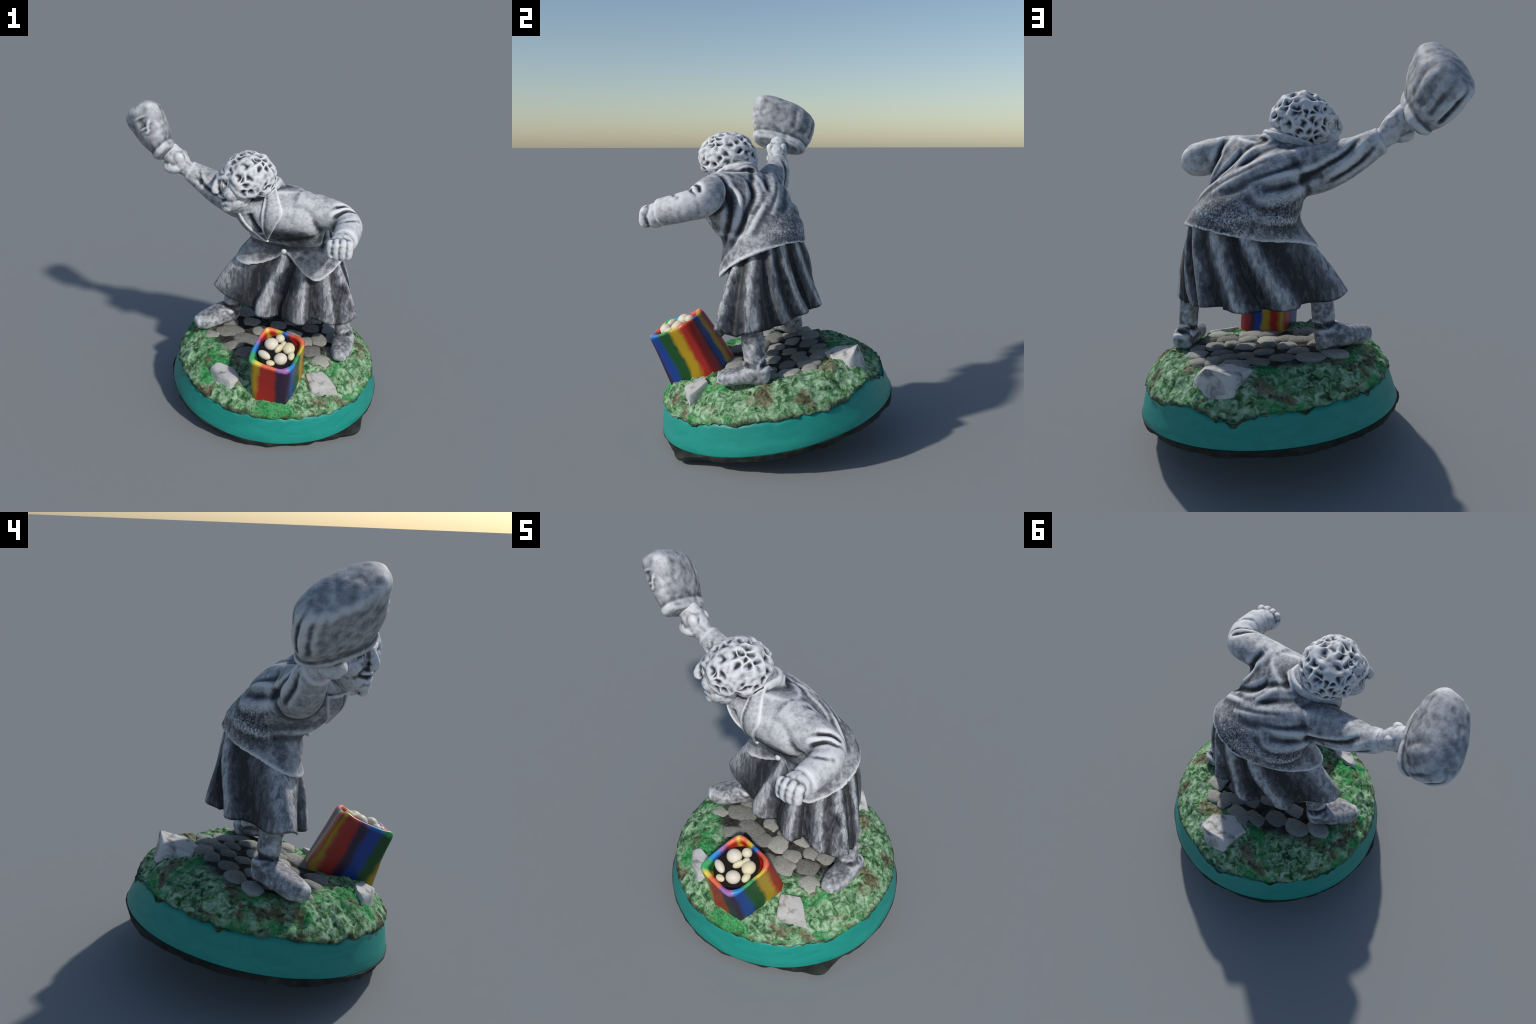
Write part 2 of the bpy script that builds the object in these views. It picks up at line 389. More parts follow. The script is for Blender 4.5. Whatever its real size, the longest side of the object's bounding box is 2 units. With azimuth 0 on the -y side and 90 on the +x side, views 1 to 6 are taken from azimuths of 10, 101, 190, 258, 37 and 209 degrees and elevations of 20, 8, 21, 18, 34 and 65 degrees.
for i, (x, y, a, b, rot) in enumerate(COBBLES):
    o = bpy.data.objects.new("cobblestone", protos[i % 6]); bpy.context.scene.collection.objects.link(o); o.parent = base
    o.matrix_local = Matrix.Translation((x, y, .285)) @ Matrix.Rotation(math.radians(rot), 4, "Z") @ Matrix.Diagonal((a * .98, b * 1.0, .022 + .008 * nz(i * 1.3, 2.), 1))
def rock(name, corners, top, bottom, bev=.012, seed=0):
    """angular stone: a polygon of corner points (x, y, h) on top, skirt down to bottom"""
    bm = bmesh.new(); t = [bm.verts.new(c) for c in corners]
    c = np.mean([c[:2] for c in corners], 0)
    w = [bm.verts.new((c[0] + (p[0] - c[0]) * 1.18, c[1] + (p[1] - c[1]) * 1.18, bottom)) for p in corners]
    bm.faces.new(t); bm.faces.new(w[::-1]); n = len(t)
    for i in range(n): bm.faces.new((t[i], w[i], w[(i + 1) % n], t[(i + 1) % n]))
    bmesh.ops.recalc_face_normals(bm, faces=bm.faces)
    bmesh.ops.bevel(bm, geom=bm.edges[:], offset=bev, segments=2, affect="EDGES", profile=.6)
    bmesh.ops.triangulate(bm, faces=bm.faces); bmesh.ops.subdivide_edges(bm, edges=bm.edges, cuts=2, use_grid_fill=True)
    for v in bm.verts: v.co += Vector((nz(*(v.co * 14), ), nz(v.co.y * 14, v.co.z * 14, seed), nz(v.co.z * 14, v.co.x * 14, seed + 2))) * .009
    me = bpy.data.meshes.new(name); bm.to_mesh(me); bm.free()
    me.polygons.foreach_set("use_smooth", [True] * len(me.polygons)); me.set_sharp_from_angle(angle=math.radians(32))
    me.materials.append(M_ROCK)
    o = bpy.data.objects.new(name, me); bpy.context.scene.collection.objects.link(o); o.parent = base; return o
rock("rock", [(.226, -.329, .293), (.325, -.275, .298), (.425, -.362, .262), (.285, -.43, .262)], 0, .2, .010, 1)
rock("rock", [(.160, .552, .350), (.05, .545, .307), (-.02, .40, .292), (.09, .35, .302), (.21, .42, .318), (.248, .50, .285)], 0, .2, .012, 3)
rock("rock", [(-.365, -.40, .285), (-.31, -.375, .325), (-.21, -.40, .315), (-.16, -.47, .30), (-.21, -.525, .295), (-.29, -.47, .31)], 0, .2, .020, 5)
rock("rock", [(-.40, -.12, .272), (-.36, -.09, .285), (-.29, -.13, .285), (-.30, -.15, .275)], 0, .2, .008, 8)

# ------------------------------------------------------------------ striped carrier bag
# a leaning box: corners of its mouth and its foot, in the frame of the base (left-front, right-front, right-back, left-back)
MOUTH = np.array([(-.112, -.610, .556), (.156, -.648, .534), (.214, -.378, .607), (-.050, -.330, .624)])
FOOT = np.array([(-.078, -.572, .225), (.156, -.574, .225), (.224, -.235, .225), (-.055, -.150, .225)])
def in_box(u, v, w):
    """box coordinates: u, v in -1..1 across, w = 0 at the foot, 1 at the mouth"""
    def quad(Q): return ((1 - u) * (1 - v))[..., None] / 4 * Q[0] + ((1 + u) * (1 - v))[..., None] / 4 * Q[1] + ((1 + u) * (1 + v))[..., None] / 4 * Q[2] + ((1 - u) * (1 + v))[..., None] / 4 * Q[3]
    w = np.asarray(w, float)[..., None]; return quad(FOOT) * (1 - w) + quad(MOUTH) * w
def rainbow():
    m = Mat("rainbow_paint", .38, .4)
    X = m.xyz(); wob = m.math("MULTIPLY_ADD", m.noise(12, 3), .05, -.025)
    c0, c1 = FOOT.mean(0), MOUTH.mean(0); k = (c1 - c0) / (c1[2] - c0[2])
    ux = m.math("DIVIDE", m.math("SUBTRACT", X[0], m.math("MULTIPLY_ADD", X[2], k[0], c0[0] - k[0] * c0[2])), .109)
    uy = m.math("DIVIDE", m.math("SUBTRACT", X[1], m.math("MULTIPLY_ADD", X[2], k[1], c0[1] - k[1] * c0[2])), .139)
    # turn about 8 degrees so that the corners of the box fall on the odd eighths of the circle
    th = m.math("ARCTAN2", uy, ux); t = m.math("ADD", m.math("MULTIPLY_ADD", th, 1 / (2 * math.pi), .5), wob)
    R_, Y_, G_, B_, P_ = (.36, .018, .012), (.42, .27, .010), (.010, .075, .018), (.010, .050, .27), (.034, .014, .045)
    # left face (from its middle to the front), front face, right face, back face, left face again
    seq = [(0, B_), (.055, G_), (.110, Y_), (.150, R_), (.268, P_), (.362, B_), (.420, G_), (.495, Y_), (.555, R_), (.655, P_), (.680, B_), (.735, Y_), (.785, R_),
           (.84, Y_), (.865, R_), (.935, P_), (.985, B_)]
    st = []; w = .012
    for i, (p, c) in enumerate(seq):
        if i: st.append((p - w, seq[i - 1][1]))
        st.append((p + (w if i else 0), c))
    def band(stops):
        lo = m.ramp(t, [q for q in stops if q[0] < .5]); hi = m.ramp(t, [q for q in stops if q[0] > .47])
        return m.mix(m.math("GREATER_THAN", t, .485), lo, hi)
    c = band(st); light = {R_: (.80, .17, .08), Y_: (.78, .64, .10), G_: (.06, .40, .14), B_: (.03, .26, .60), P_: (.38, .17, .44)}
    pale = band([(p, light[q]) for p, q in st])
    # the painter edged the folded mouth of the bag in lighter tints of each stripe
    hy = m.math("SUBTRACT", X[2], m.math("MULTIPLY_ADD", X[1], .29, .5775 + .29 * .482 + .008))
    edge = m.ramp(m.math("ADD", m.math("MULTIPLY", hy, 8.), m.math("MULTIPLY_ADD", m.noise(25, 2), .2, .35)), [(.20, 0.), (.36, 1.)])
    c = m.mix(edge, c, pale)
    m.bump(m.noise(30, 3), .15, .006); return m.color(c)
def carrier():
    N = 128; th = np.linspace(0, 2 * math.pi, N, endpoint=False)
    def sec(w, k, p=6., dip=0.):
        e = 2 / p; u = np.sign(np.cos(th)) * abs(np.cos(th)) ** e; v = np.sign(np.sin(th)) * abs(np.sin(th)) ** e
        side = 1 - np.abs(np.sin(2 * th)) ** 2
        wob = np.array([nz(2.2 * math.cos(a), 2.2 * math.sin(a), w * 2.5) for a in th]) * .03
        return in_box(u * (k + wob), v * (k + wob), w - dip * side)
    return loft([sec(-.05, 1.0), sec(0, 1.0), sec(.12, .99), sec(.3, .985), sec(.5, .985), sec(.7, .99), sec(.86, 1.0), sec(.94, 1.005, 5.5, .012), sec(.985, .985, 5, .02), sec(1.0, .93, 5, .028), sec(.985, .86, 4.5, .03), sec(.93, .80, 4.5, .02), sec(.86, .77, 4.5)])
bag = mesh_obj("carrier_bag", *carrier(), figurine, rainbow(), BASE)
m_in = Mat("bag_interior", .8, .1).color((.014, .011, .009))
pv, pf = ellipsoid((0, 0, 0), (1, 1, 1)); mesh_obj("interior", in_box(pv[:, 0] * .84, pv[:, 1] * .84, .895 + pv[:, 2] * .03), pf, bag, m_in)
def egg_mat():
    m = Mat("cream_paint", .5, .3); r = m.N.new("ShaderNodeObjectInfo").outputs["Random"]
    c = m.mix(m.ramp(r, [(.2, 0.), (.8, 1.)]), (.74, .66, .44), (.74, .68, .57))
    return m.color(m.mix(m.ramp(m.noise(18, 3), [(.5, 0.), (.75, .5)]), c, (.50, .40, .22)))
M_EGG = egg_mat(); ev, ef = ellipsoid((0, 0, 0), (1, 1, 1), nu=28, nv=18)
egg = bpy.data.meshes.new("bun"); egg.from_pydata([tuple(v) for v in ev], [], ef); egg.materials.append(M_EGG)
egg.polygons.foreach_set("use_smooth", [True] * len(egg.polygons))
# place across the mouth (u, v), sizes, turn
for u, v, a, b, c, r in ((-.36, .20, .042, .040, .036, 10), (-.12, .60, .028, .027, .028, 0), (.42, .26, .037, .040, .030, 0), (.30, -.36, .040, .036, .036, 20),
                         (-.42, -.42, .042, .023, .026, -25), (.03, .10, .018, .034, .024, -30), (.66, -.05, .02, .03, .02, 0), (-.02, -.70, .026, .018, .016, 0), (.15, .36, .020, .024, .02, 0)):
    p = in_box(np.array(u), np.array(v), np.array(.940)); o = bpy.data.objects.new("bun", egg); bpy.context.scene.collection.objects.link(o); o.parent = bag
    o.matrix_local = Matrix.Translation(p) @ Matrix.Rotation(.28, 4, "X") @ Matrix.Rotation(math.radians(r), 4, "Z") @ Matrix.Diagonal((a, b, c, 1))

# ------------------------------------------------------------------ skirt
HEM = [(-.258, -.045, .80), (-.20, -.088, .755), (-.12, -.128, .715), (-.03, -.155, .69), (.069, -.192, .676), (.13, -.178, .672), (.20, -.195, .665), (.317, -.240, .662), (.40, -.205, .690), (.495, -.225, .675),
       (.585, -.21, .672), (.650, -.208, .73), (.642, -.12, .69), (.622, -.05, .708), (.565, .058, .719), (.485, .140, .740), (.400, .235, .785), (.31, .255, .78),
       (.187, .288, .786), (.06, .228, .776), (-.049, .210, .793), (-.138, .138, .790), (-.215, .070, .782), (-.262, .012, .80)]
WAIST = [(-.02, .0, 1.13), (0, -.10, 1.12), (.08, -.135, 1.11), (.20, -.155, 1.10), (.32, -.175, 1.09), (.455, -.145, 1.09), (.515, -.03, 1.12), (.485, .08, 1.16), (.38, .155, 1.19), (.24, .175, 1.19), (.08, .13, 1.17), (0, .07, 1.15)]
def skirt_mesh():
    N, M = 360, 60
    top = polar_ring(WAIST, SC, N); hem = polar_ring(HEM, SC, N)
    th0 = np.linspace(-math.pi, math.pi, N, endpoint=False)
    ra = np.array(RIDGE_A + [RIDGE_A[0] + 2 * math.pi])
    fan = np.interp(th0, [a for a, q in FAN], [q for a, q in FAN])
    small = np.cos(th0 * 47) * .5
    rows = []
    for j in range(M + 1):
        s = j / M
        flare = s ** (1.0 - (.09 + .04 * np.cos(th0)) * np.abs(np.cos(th0)) + .6 * np.exp(-((th0 - .95) / .5) ** 2))[:, None]
        zz = top[:, 2] * (1 - s) + hem[:, 2] * s
        th = th0 + fan * np.clip(2.5 * zz - 1.85, 0, 1)
        ph = np.interp(np.where(th < ra[0], th + 2 * math.pi, th), ra, np.arange(len(ra)))
        pleat = .5 * np.sin(math.pi / 2 * np.cos(2 * math.pi * ph))            # +.5 on a crest, -.5 in a valley
        gap = np.diff(ra)[np.clip(ph.astype(int), 0, len(ra) - 2)]
        P = top * (1 - flare) + hem * flare
        P[:, 2] = top[:, 2] * (1 - s) + hem[:, 2] * s
        d = P[:, :2] - SC; r = np.linalg.norm(d, axis=1)
        amp = (.018 + .056 * s) * np.clip(gap / .7, .5, 1.15) * (.75 + .45 * np.sin(np.floor(ph + .5) * 2.1 + .4))
        side = np.exp(-((np.abs(th0 + .05)) / .55) ** 2)
        rr = r + amp * (pleat - .24) * (1 - .25 * s) + .006 * s * small * side + .012 * math.sin(math.pi * s)
        P[:, :2] = SC + d * (rr / r)[:, None]
        rows.append(P)
    lip = rows[-1].copy(); d = lip[:, :2] - SC; lip[:, :2] = SC + d * .985; lip[:, 2] -= .007
    inn = lip.copy(); inn[:, :2] = SC + d * .93; inn[:, 2] += .012
    up = inn.copy(); up[:, :2] = SC + d * .72; up[:, 2] += .08
    return loft(rows + [lip, inn, up])
skirt = mesh_obj("skirt", *skirt_mesh(), figurine, MAT["skirt"])

# ------------------------------------------------------------------ jacket with sleeves
NT = 160; TC = (.2, -.02)
J_HEM = [(-.045, -.140, 1.0), (.053, -.140, 1.02), (.14, -.160, 1.06), (.20, -.180, 1.105), (.26, -.202, 1.05), (.32, -.228, 1.0), (.405, -.248, .962), (.485, -.205, 1.0),
         (.545, -.13, 1.055), (.556, -.043, 1.10), (.532, .048, 1.135), (.445, .155, 1.16), (.304, .210, 1.152), (.21, .198, 1.128), (.069, .165, 1.107), (-.018, .125, 1.096),
         (-.097, .052, 1.066), (-.130, -.02, 1.03), (-.125, -.09, 1.008)]
J_RINGS = [
    (1.150, (.22, 0), [(-.035, 0), (-.03, -.09), (.05, -.145), (.17, -.172), (.30, -.225), (.40, -.228), (.498, -.13), (.53, 0), (.475, .118), (.36, .185), (.22, .200), (.08, .168), (-.01, .10)]),
    (1.195, (.215, -.02), [(-.035, 0), (-.032, -.12), (.04, -.22), (.16, -.255), (.29, -.275), (.395, -.258), (.478, -.15), (.505, -.01), (.45, .108), (.345, .175), (.21, .192), (.075, .16), (-.01, .095)]),
    (1.235, (.21, -.04), [(-.04, -.02), (-.04, -.14), (.025, -.25), (.15, -.298), (.28, -.312), (.39, -.29), (.458, -.16), (.475, -.02), (.43, .095), (.325, .162), (.2, .182), (.07, .155), (-.01, .09)]),
    (1.32, (.17, -.1), [(-.09, -.04), (-.085, -.18), (-.01, -.315), (.12, -.362), (.26, -.380), (.38, -.368), (.44, -.24), (.425, -.09), (.368, .03), (.275, .102), (.16, .135), (.05, .125), (-.05, .065)]),
    (1.41, (.16, -.14), [(-.13, -.08), (-.115, -.22), (-.03, -.335), (.10, -.375), (.24, -.386), (.37, -.38), (.43, -.30), (.405, -.18), (.335, -.065), (.255, .018), (.15, .066), (.04, .070), (-.07, .02)]),
    (1.47, (.15, -.16), [(-.10, -.10), (-.08, -.22), (0, -.31), (.10, -.34), (.24, -.35), (.36, -.345), (.40, -.29), (.365, -.20), (.295, -.115), (.225, -.05), (.13, .0), (.03, .012), (-.05, -.03)]),
    (1.525, (.14, -.20), [(0, -.15), (.02, -.25), (.10, -.30), (.20, -.30), (.28, -.27), (.305, -.23), (.265, -.165), (.18, -.11), (.10, -.085), (.03, -.10)])]
def torso():
    hem = polar_ring(J_HEM, TC, NT)
    rings = [polar_ring([(x, y, z) for x, y in pts], c, NT) for z, c, pts in J_RINGS]
    ctrl = np.array([hem] + rings); m = len(ctrl)
    body = np.stack([catmull(ctrl[:, i], (m - 1) * 7 + 1) for i in range(NT)], 1)
    c0 = np.append(TC, 0); d = (hem - c0) * (1, 1, 0); l = np.linalg.norm(d, axis=1)[:, None]; u = d / l
    low = hem - (0, 0, .010) - u * .006
    inn = hem - u * .045 + (0, 0, .012); deep = np.stack([c0[0] + d[:, 0] * .3, c0[1] + d[:, 1] * .3, np.full(NT, 1.15)], 1)
    return loft(np.concatenate([[deep, inn, low], body]))
ARM_L = [(V(.30, -.26, 1.42), .110, .105), (V(.43, -.288, 1.41), .095, .095), (V(.542, -.308, 1.377), .086, .088), (V(.582, -.370, 1.356), .080, .080), (V(.580, -.438, 1.340), .076, .078), (V(.568, -.522, 1.322), .070, .073)]
ARM_R = [(V(.10, -.12, 1.38), .13, .13), (V(-.03, -.09, 1.39), .118, .125), (V(-.15, -.075, 1.42), .105, .115), (V(-.28, -.065, 1.48), .088, .092), (V(-.36, -.062, 1.527), .074, .074), (V(-.425, -.068, 1.565), .060, .062)]
NECK = [(V(.12, -.17, 1.46), .11, .11), (V(.06, -.22, 1.51), .105, .10), (V(.03, -.26, 1.56), .10, .09)]
skin = fuse("jacket", [torso(), tube(ARM_L), tube(ARM_R), tube(NECK)], .0085, 10, .5)
FOLDS = [  # (control points on the cloth, width, height; negative heights are creases)
    # long diagonal drapes across the back, pulled by the raised arm
    ([(-.067, -.048, 1.515), (.094, -.007, 1.464), (.255, .036, 1.384), (.388, .033, 1.292)], .030, .014),
    ([(-.048, .009, 1.466), (.135, .073, 1.385), (.317, .082, 1.309)], .024, -.012),
    ([(-.10, .03, 1.44), (.05, .07, 1.41), (.20, .09, 1.36)], .018, .008),
    ([(-.160, .029, 1.415), (-.052, .034, 1.374), (.023, .082, 1.357), (.128, .111, 1.34)], .026, -.022),
    ([(.142, -.118, 1.536), (.268, -.092, 1.467), (.359, -.067, 1.383)], .020, -.013), ([(.051, -.084, 1.511), (.209, -.022, 1.45), (.352, -.005, 1.348)], .020, -.012),
    ([(-.053, .041, 1.299), (.019, .110, 1.259), (.121, .150, 1.267), (.209, .123, 1.311)], .028, -.010), ([(-.033, .01, 1.157), (.018, .116, 1.204), (.119, .169, 1.202)], .026, .008),
    # raised sleeve
    ([(-.32, -.022, 1.576), (-.252, .016, 1.508), (-.133, .027, 1.431), (-.038, .033, 1.395)], .018, -.012), ([(-.396, .004, 1.55), (-.32, .011, 1.455), (-.186, .013, 1.367)], .018, -.010),
    ([(-.355, -.007, 1.574), (-.293, .022, 1.484), (-.173, .025, 1.397)], .016, .008), ([(-.36, -.135, 1.54), (-.28, -.15, 1.47), (-.18, -.17, 1.43)], .018, -.010),
    ([(-.34, -.12, 1.59), (-.33, -.145, 1.53), (-.34, -.11, 1.47)], .012, -.008),
    # left side: armhole seam and upright folds below it
    ([(.369, -.245, 1.515), (.406, -.187, 1.455), (.425, -.173, 1.353), (.449, -.18, 1.268), (.43, -.215, 1.153)], .024, -.024),
    ([(.38, -.185, 1.47), (.397, -.130, 1.39), (.445, -.125, 1.296)], .018, .012), ([(.192, -.099, 1.502), (.286, -.006, 1.399), (.442, -.033, 1.27), (.488, -.072, 1.191)], .022, .014),
    ([(.267, -.127, 1.49), (.317, -.065, 1.415), (.448, -.095, 1.284), (.474, -.147, 1.146)], .020, -.016), ([(.016, -.028, 1.488), (.216, .032, 1.41), (.377, .025, 1.307)], .016, -.008),
    ([(.369, -.033, 1.348), (.426, -.057, 1.296)], .022, -.006),
    # bent sleeve: wrinkles at the elbow and along the forearm
    ([(.50, -.353, 1.458), (.566, -.308, 1.466), (.615, -.287, 1.436)], .015, -.014), ([(.495, -.385, 1.409), (.57, -.359, 1.452), (.624, -.33, 1.438)], .012, -.009), ([(.48, -.37, 1.43), (.568, -.335, 1.46), (.62, -.31, 1.44)], .010, .007),
    ([(.50, -.43, 1.39), (.559, -.453, 1.423), (.644, -.413, 1.409)], .014, -.006), ([(.615, -.323, 1.443), (.627, -.294, 1.337)], .016, -.007), ([(.632, -.402, 1.423), (.643, -.38, 1.311)], .016, -.006),
    # open front: throat, edge down to the button, hollow under the bust
    ([(.0, -.345, 1.40), (.03, -.33, 1.33), (.065, -.30, 1.25)], .030, -.030), ([(.105, -.285, 1.20), (.157, -.265, 1.175), (.19, -.215, 1.14)], .012, -.010),
    ([(.16, -.30, 1.21), (.30, -.335, 1.235), (.40, -.33, 1.27)], .028, -.010), ([(.30, -.27, 1.12), (.35, -.275, 1.06)], .02, -.008),
]
sculpt(skin, FOLDS, grain=((10, .004), (24, .0014)))
arm_l = lambda c: ((c - V(.42, -.25, 1.4)) @ unit((.9, -.35, 0)) > 0) & (c[:, 2] > 1.275)
arm_r = lambda c: ((c - V(-.10, -.1, 1.41)) @ unit((-.9, .05, .35)) > 0) & (c[:, 2] > 1.2)
def ribbon(A, B, thick, n=40, m=20):
    """a folded strip of cloth between two edges"""
    a, b = catmull(A, n), catmull(B, n); t = np.gradient((a + b) / 2, axis=0); q = np.linspace(0, 2 * math.pi, m, endpoint=False)
    nr = np.cross(t, b - a); nr /= np.linalg.norm(nr, axis=1)[:, None] + 1e-9
    return loft([(a[i] + b[i]) / 2 + np.cos(q)[:, None] * (b[i] - a[i]) / 2 + (np.sign(np.sin(q)) * abs(np.sin(q)) ** .5)[:, None] * nr[i] * thick for i in range(n)])
from mathutils.bvhtree import BVHTree
cloth = BVHTree.FromPolygons([v.co for v in skin.data.vertices], [tuple(p.vertices) for p in skin.data.polygons]); cloth_n = get_n(skin)
def lapel(A, B, thick, n=36, m=11):
    """turned-back cloth lying flat on the jacket between two edges"""
    a, b = catmull(A, n), catmull(B, n); rows = []
    for i in range(n):
        up, low = [], []
        for k in np.linspace(0, 1, m):
            co, nr, f, d = cloth.find_nearest(Vector(a[i] * (1 - k) + b[i] * k))
            nr = Vector(cloth_n[list(skin.data.polygons[f].vertices)].mean(0)).normalized()
            up.append(co + nr * thick * (.55 + .45 * math.sin(math.pi * k) + .35 * (k > .85))); low.append(co - nr * .012)
        rows.append([tuple(p) for p in up + low[::-1]])
    R3 = np.array(rows)
    for _ in range(3): R3[1:-1] = .5 * R3[1:-1] + .25 * (R3[:-2] + R3[2:])
    return loft(R3)
collar = fuse("collar", [
    lapel([(.150, -.27, 1.535), (.185, -.345, 1.475), (.205, -.392, 1.41), (.165, -.384, 1.335), (.112, -.302, 1.215)], [(.090, -.30, 1.50), (.090, -.345, 1.46), (.080, -.380, 1.397), (.082, -.358, 1.312), (.102, -.300, 1.215)], .017),
    lapel([(-.112, -.20, 1.39), (-.088, -.225, 1.31), (-.035, -.255, 1.24), (.035, -.275, 1.20), (.108, -.285, 1.185)], [(-.045, -.305, 1.40), (-.005, -.315, 1.31), (.042, -.305, 1.25), (.078, -.295, 1.213), (.113, -.287, 1.190)], .017),
    tube([(V(.138, -.28, 1.525), .018, .03), (V(.158, -.19, 1.540), .020, .034), (V(.105, -.130, 1.540), .020, .036), (V(.03, -.125, 1.525), .020, .036), (V(-.05, -.155, 1.495), .018, .034), (V(-.095, -.21, 1.43), .018, .03), (V(-.095, -.24, 1.38), .016, .024)])], .0055, 5)
sculpt(collar, [], ((16, .002),)); collar.parent = figurine; collar.data.materials.append(MAT["jacket"])
bv, bf = ellipsoid((.196, -.214, 1.128), (.016, .012, .016), nu=20, nv=12); mesh_obj("button", bv, bf, figurine, MAT["jacket"])
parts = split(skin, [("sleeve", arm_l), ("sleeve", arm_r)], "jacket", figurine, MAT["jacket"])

# ------------------------------------------------------------------ head, hair, hands, legs, handbag
hf = unit((-.85, -.52, -.12)); hs = unit(np.cross(hf, (0, 0, 1))); hu = np.cross(hs, hf)
def hp(f, s, u): return V(-.046, -.307, 1.573) + f * hf + s * hs + u * hu
HA = [hf, hs, hu]
head = fuse("head", [ellipsoid(hp(.005, 0, .01), (.138, .115, .125), HA), ellipsoid(hp(.052, -.004, -.078), (.092, .092, .088), HA), ellipsoid(hp(.106, -.014, -.128), (.036, .044, .028), HA),
                     tube([(hp(.130, 0, .050), .016, .018), (hp(.150, 0, .02), .017, .022), (hp(.170, 0, -.012), .022, .022), (hp(.158, 0, -.028), .024, .016)], up=hu, cap_round=(.01, .012)),
                     ellipsoid(hp(.078, .058, -.032), (.062, .052, .052), HA), ellipsoid(hp(.078, -.058, -.032), (.062, .052, .052), HA),
                     tube([(hp(.062, -.088, .060), .02, .015), (hp(.118, -.038, .058), .02, .015), (hp(.126, 0, .050), .02, .014), (hp(.118, .038, .058), .02, .015), (hp(.062, .088, .060), .02, .015)], up=hu, cap_round=(.01, .01)),
                     ellipsoid(hp(.130, 0, -.058), (.026, .046, .018), HA), ellipsoid(hp(.117, -.005, -.100), (.028, .042, .016), HA)], .005, 20)
sculpt(head, [([hp(.115, .072, .024), hp(.13, .034, .026)], .016, -.013), ([hp(.115, -.072, .024), hp(.13, -.034, .026)], .016, -.013), ([hp(.13, .05, .018), hp(.135, .044, .018)], .012, .006), ([hp(.13, -.05, .018), hp(.135, -.044, .018)], .012, .006),
              ([hp(.115, -.055, -.070), hp(.145, -.003, -.080), hp(.115, .05, -.070)], .011, -.020), ([hp(.155, .032, -.022), hp(.135, .062, -.075)], .012, -.009), ([hp(.155, -.032, -.022), hp(.135, -.062, -.075)], .012, -.009)], ((22, .004), (50, .002)))
head.parent = figurine; head.data.materials.append(MAT["skin"])

HC, HR = V(-.008, -.292, 1.598), V(.160, .174, .148)
def hair():
    v, f = ellipsoid((0, 0, 0), (1, 1, 1), nu=260, nv=150); d = v / np.linalg.norm(v, axis=1)[:, None]
    k = np.arange(140) + .5; phi = np.arccos(1 - 2 * k / 140); t = math.pi * (1 + 5 ** .5) * k
    S = np.stack([np.cos(t) * np.sin(phi), np.sin(t) * np.sin(phi), np.cos(phi)], 1) + rng.normal(0, .12, (140, 3)); S /= np.linalg.norm(S, axis=1)[:, None]
    depth = rng.uniform(.35, 1.3, 140) * (rng.uniform(0, 1, 140) > .18)
    jit = np.array([[nz(*(p * 4)), nz(*(p * 4 + 9)), nz(*(p * 4 + 19))] for p in d]) * .06
    D = np.linalg.norm((d + jit)[:, None] - S[None], axis=2); o = np.argsort(D, 1)[:, :2]
    F1 = np.take_along_axis(D, o[:, :1], 1)[:, 0]; F2 = np.take_along_axis(D, o[:, 1:2], 1)[:, 0]
    pit = (np.exp(-(D / .135) ** 2.0) * depth[None]).max(1)
    r = 1.03 - .14 * pit + .03 * np.array([nz(*(p * 5.5)) for p in d]) + .035 * np.array([nz(*(p * 2.2)) for p in d])
    P = HC + d * HR * r[:, None]
    # leave the face and the nape free: there the cap dives under the skin
    rel = P - hp(0, 0, 0); face = unit(hf * .9 - hu * .42); c = (rel / np.linalg.norm(rel, axis=1)[:, None]) @ face
    dive = np.maximum(sstep(.70, .77, c), sstep(-.62, -.72, d[:, 2]))
    P = HC + d * HR * (r * (1 - .42 * dive))[:, None]
    return P, f
mesh_obj("hair", *hair(), figurine, MAT["hair"])

# left fist: curled fingers side by side, knuckles forward
FC = V(.550, -.570, 1.297)
fist = [ellipsoid(FC + V(.004, .022, .008), (.070, .058, .068)), tube([(V(.570, -.49, 1.326), .05, .052), (FC + V(.006, .02, .012), .05, .05)])]
for i, x in enumerate((-.055, -.019, .018, .053)):
    fist.append(tube([(FC + V(x, -.018, .046 - abs(i - 1.5) * .008), .021, .023), (FC + V(x * .93, -.044 + abs(x) * .3, .026), .0225, .023), (FC + V(x * .93, -.048 + abs(x) * .3, -.020), .022, .022), (FC + V(x * .85, -.028, -.052 + abs(i - 1.5) * .010), .021, .02)], n=16, cap_round=(.015, .015)))
fist.append(tube([(FC + V(-.06, .03, .0), .018, .02), (FC + V(-.062, -.015, -.01), .018, .02), (FC + V(-.045, -.045, -.03), .015, .016)], n=16, cap_round=(.015, .015)))
h = fuse("hand", fist, .0055, 9); sculpt(h, [], ((40, .002),)); h.parent = figurine; h.data.materials.append(MAT["skin"])
# right hand gripping the neck of the handbag
ax = unit((-.50, .02, .60)); sx = unit(np.cross(ax, (0, 1, 0)))
RC = V(-.495, -.082, 1.632)
grip = [tube([(V(-.39, -.072, 1.545), .05, .05), (V(-.44, -.074, 1.580), .052, .052), (V(-.47, -.08, 1.61), .060, .064), (V(-.505, -.085, 1.645), .060, .066), (V(-.545, -.088, 1.69), .05, .06)]),
        ellipsoid(V(-.508, -.098, 1.588), (.066, .060, .044))]
for i in range(3): grip.append(ellipsoid(RC + V(.028, -.045 + .042 * i, .018), (.032, .024, .034)))
h = fuse("hand", grip, .0055, 9); sculpt(h, [], ((40, .002),)); h.parent = figurine; h.data.materials.append(MAT["skin"])

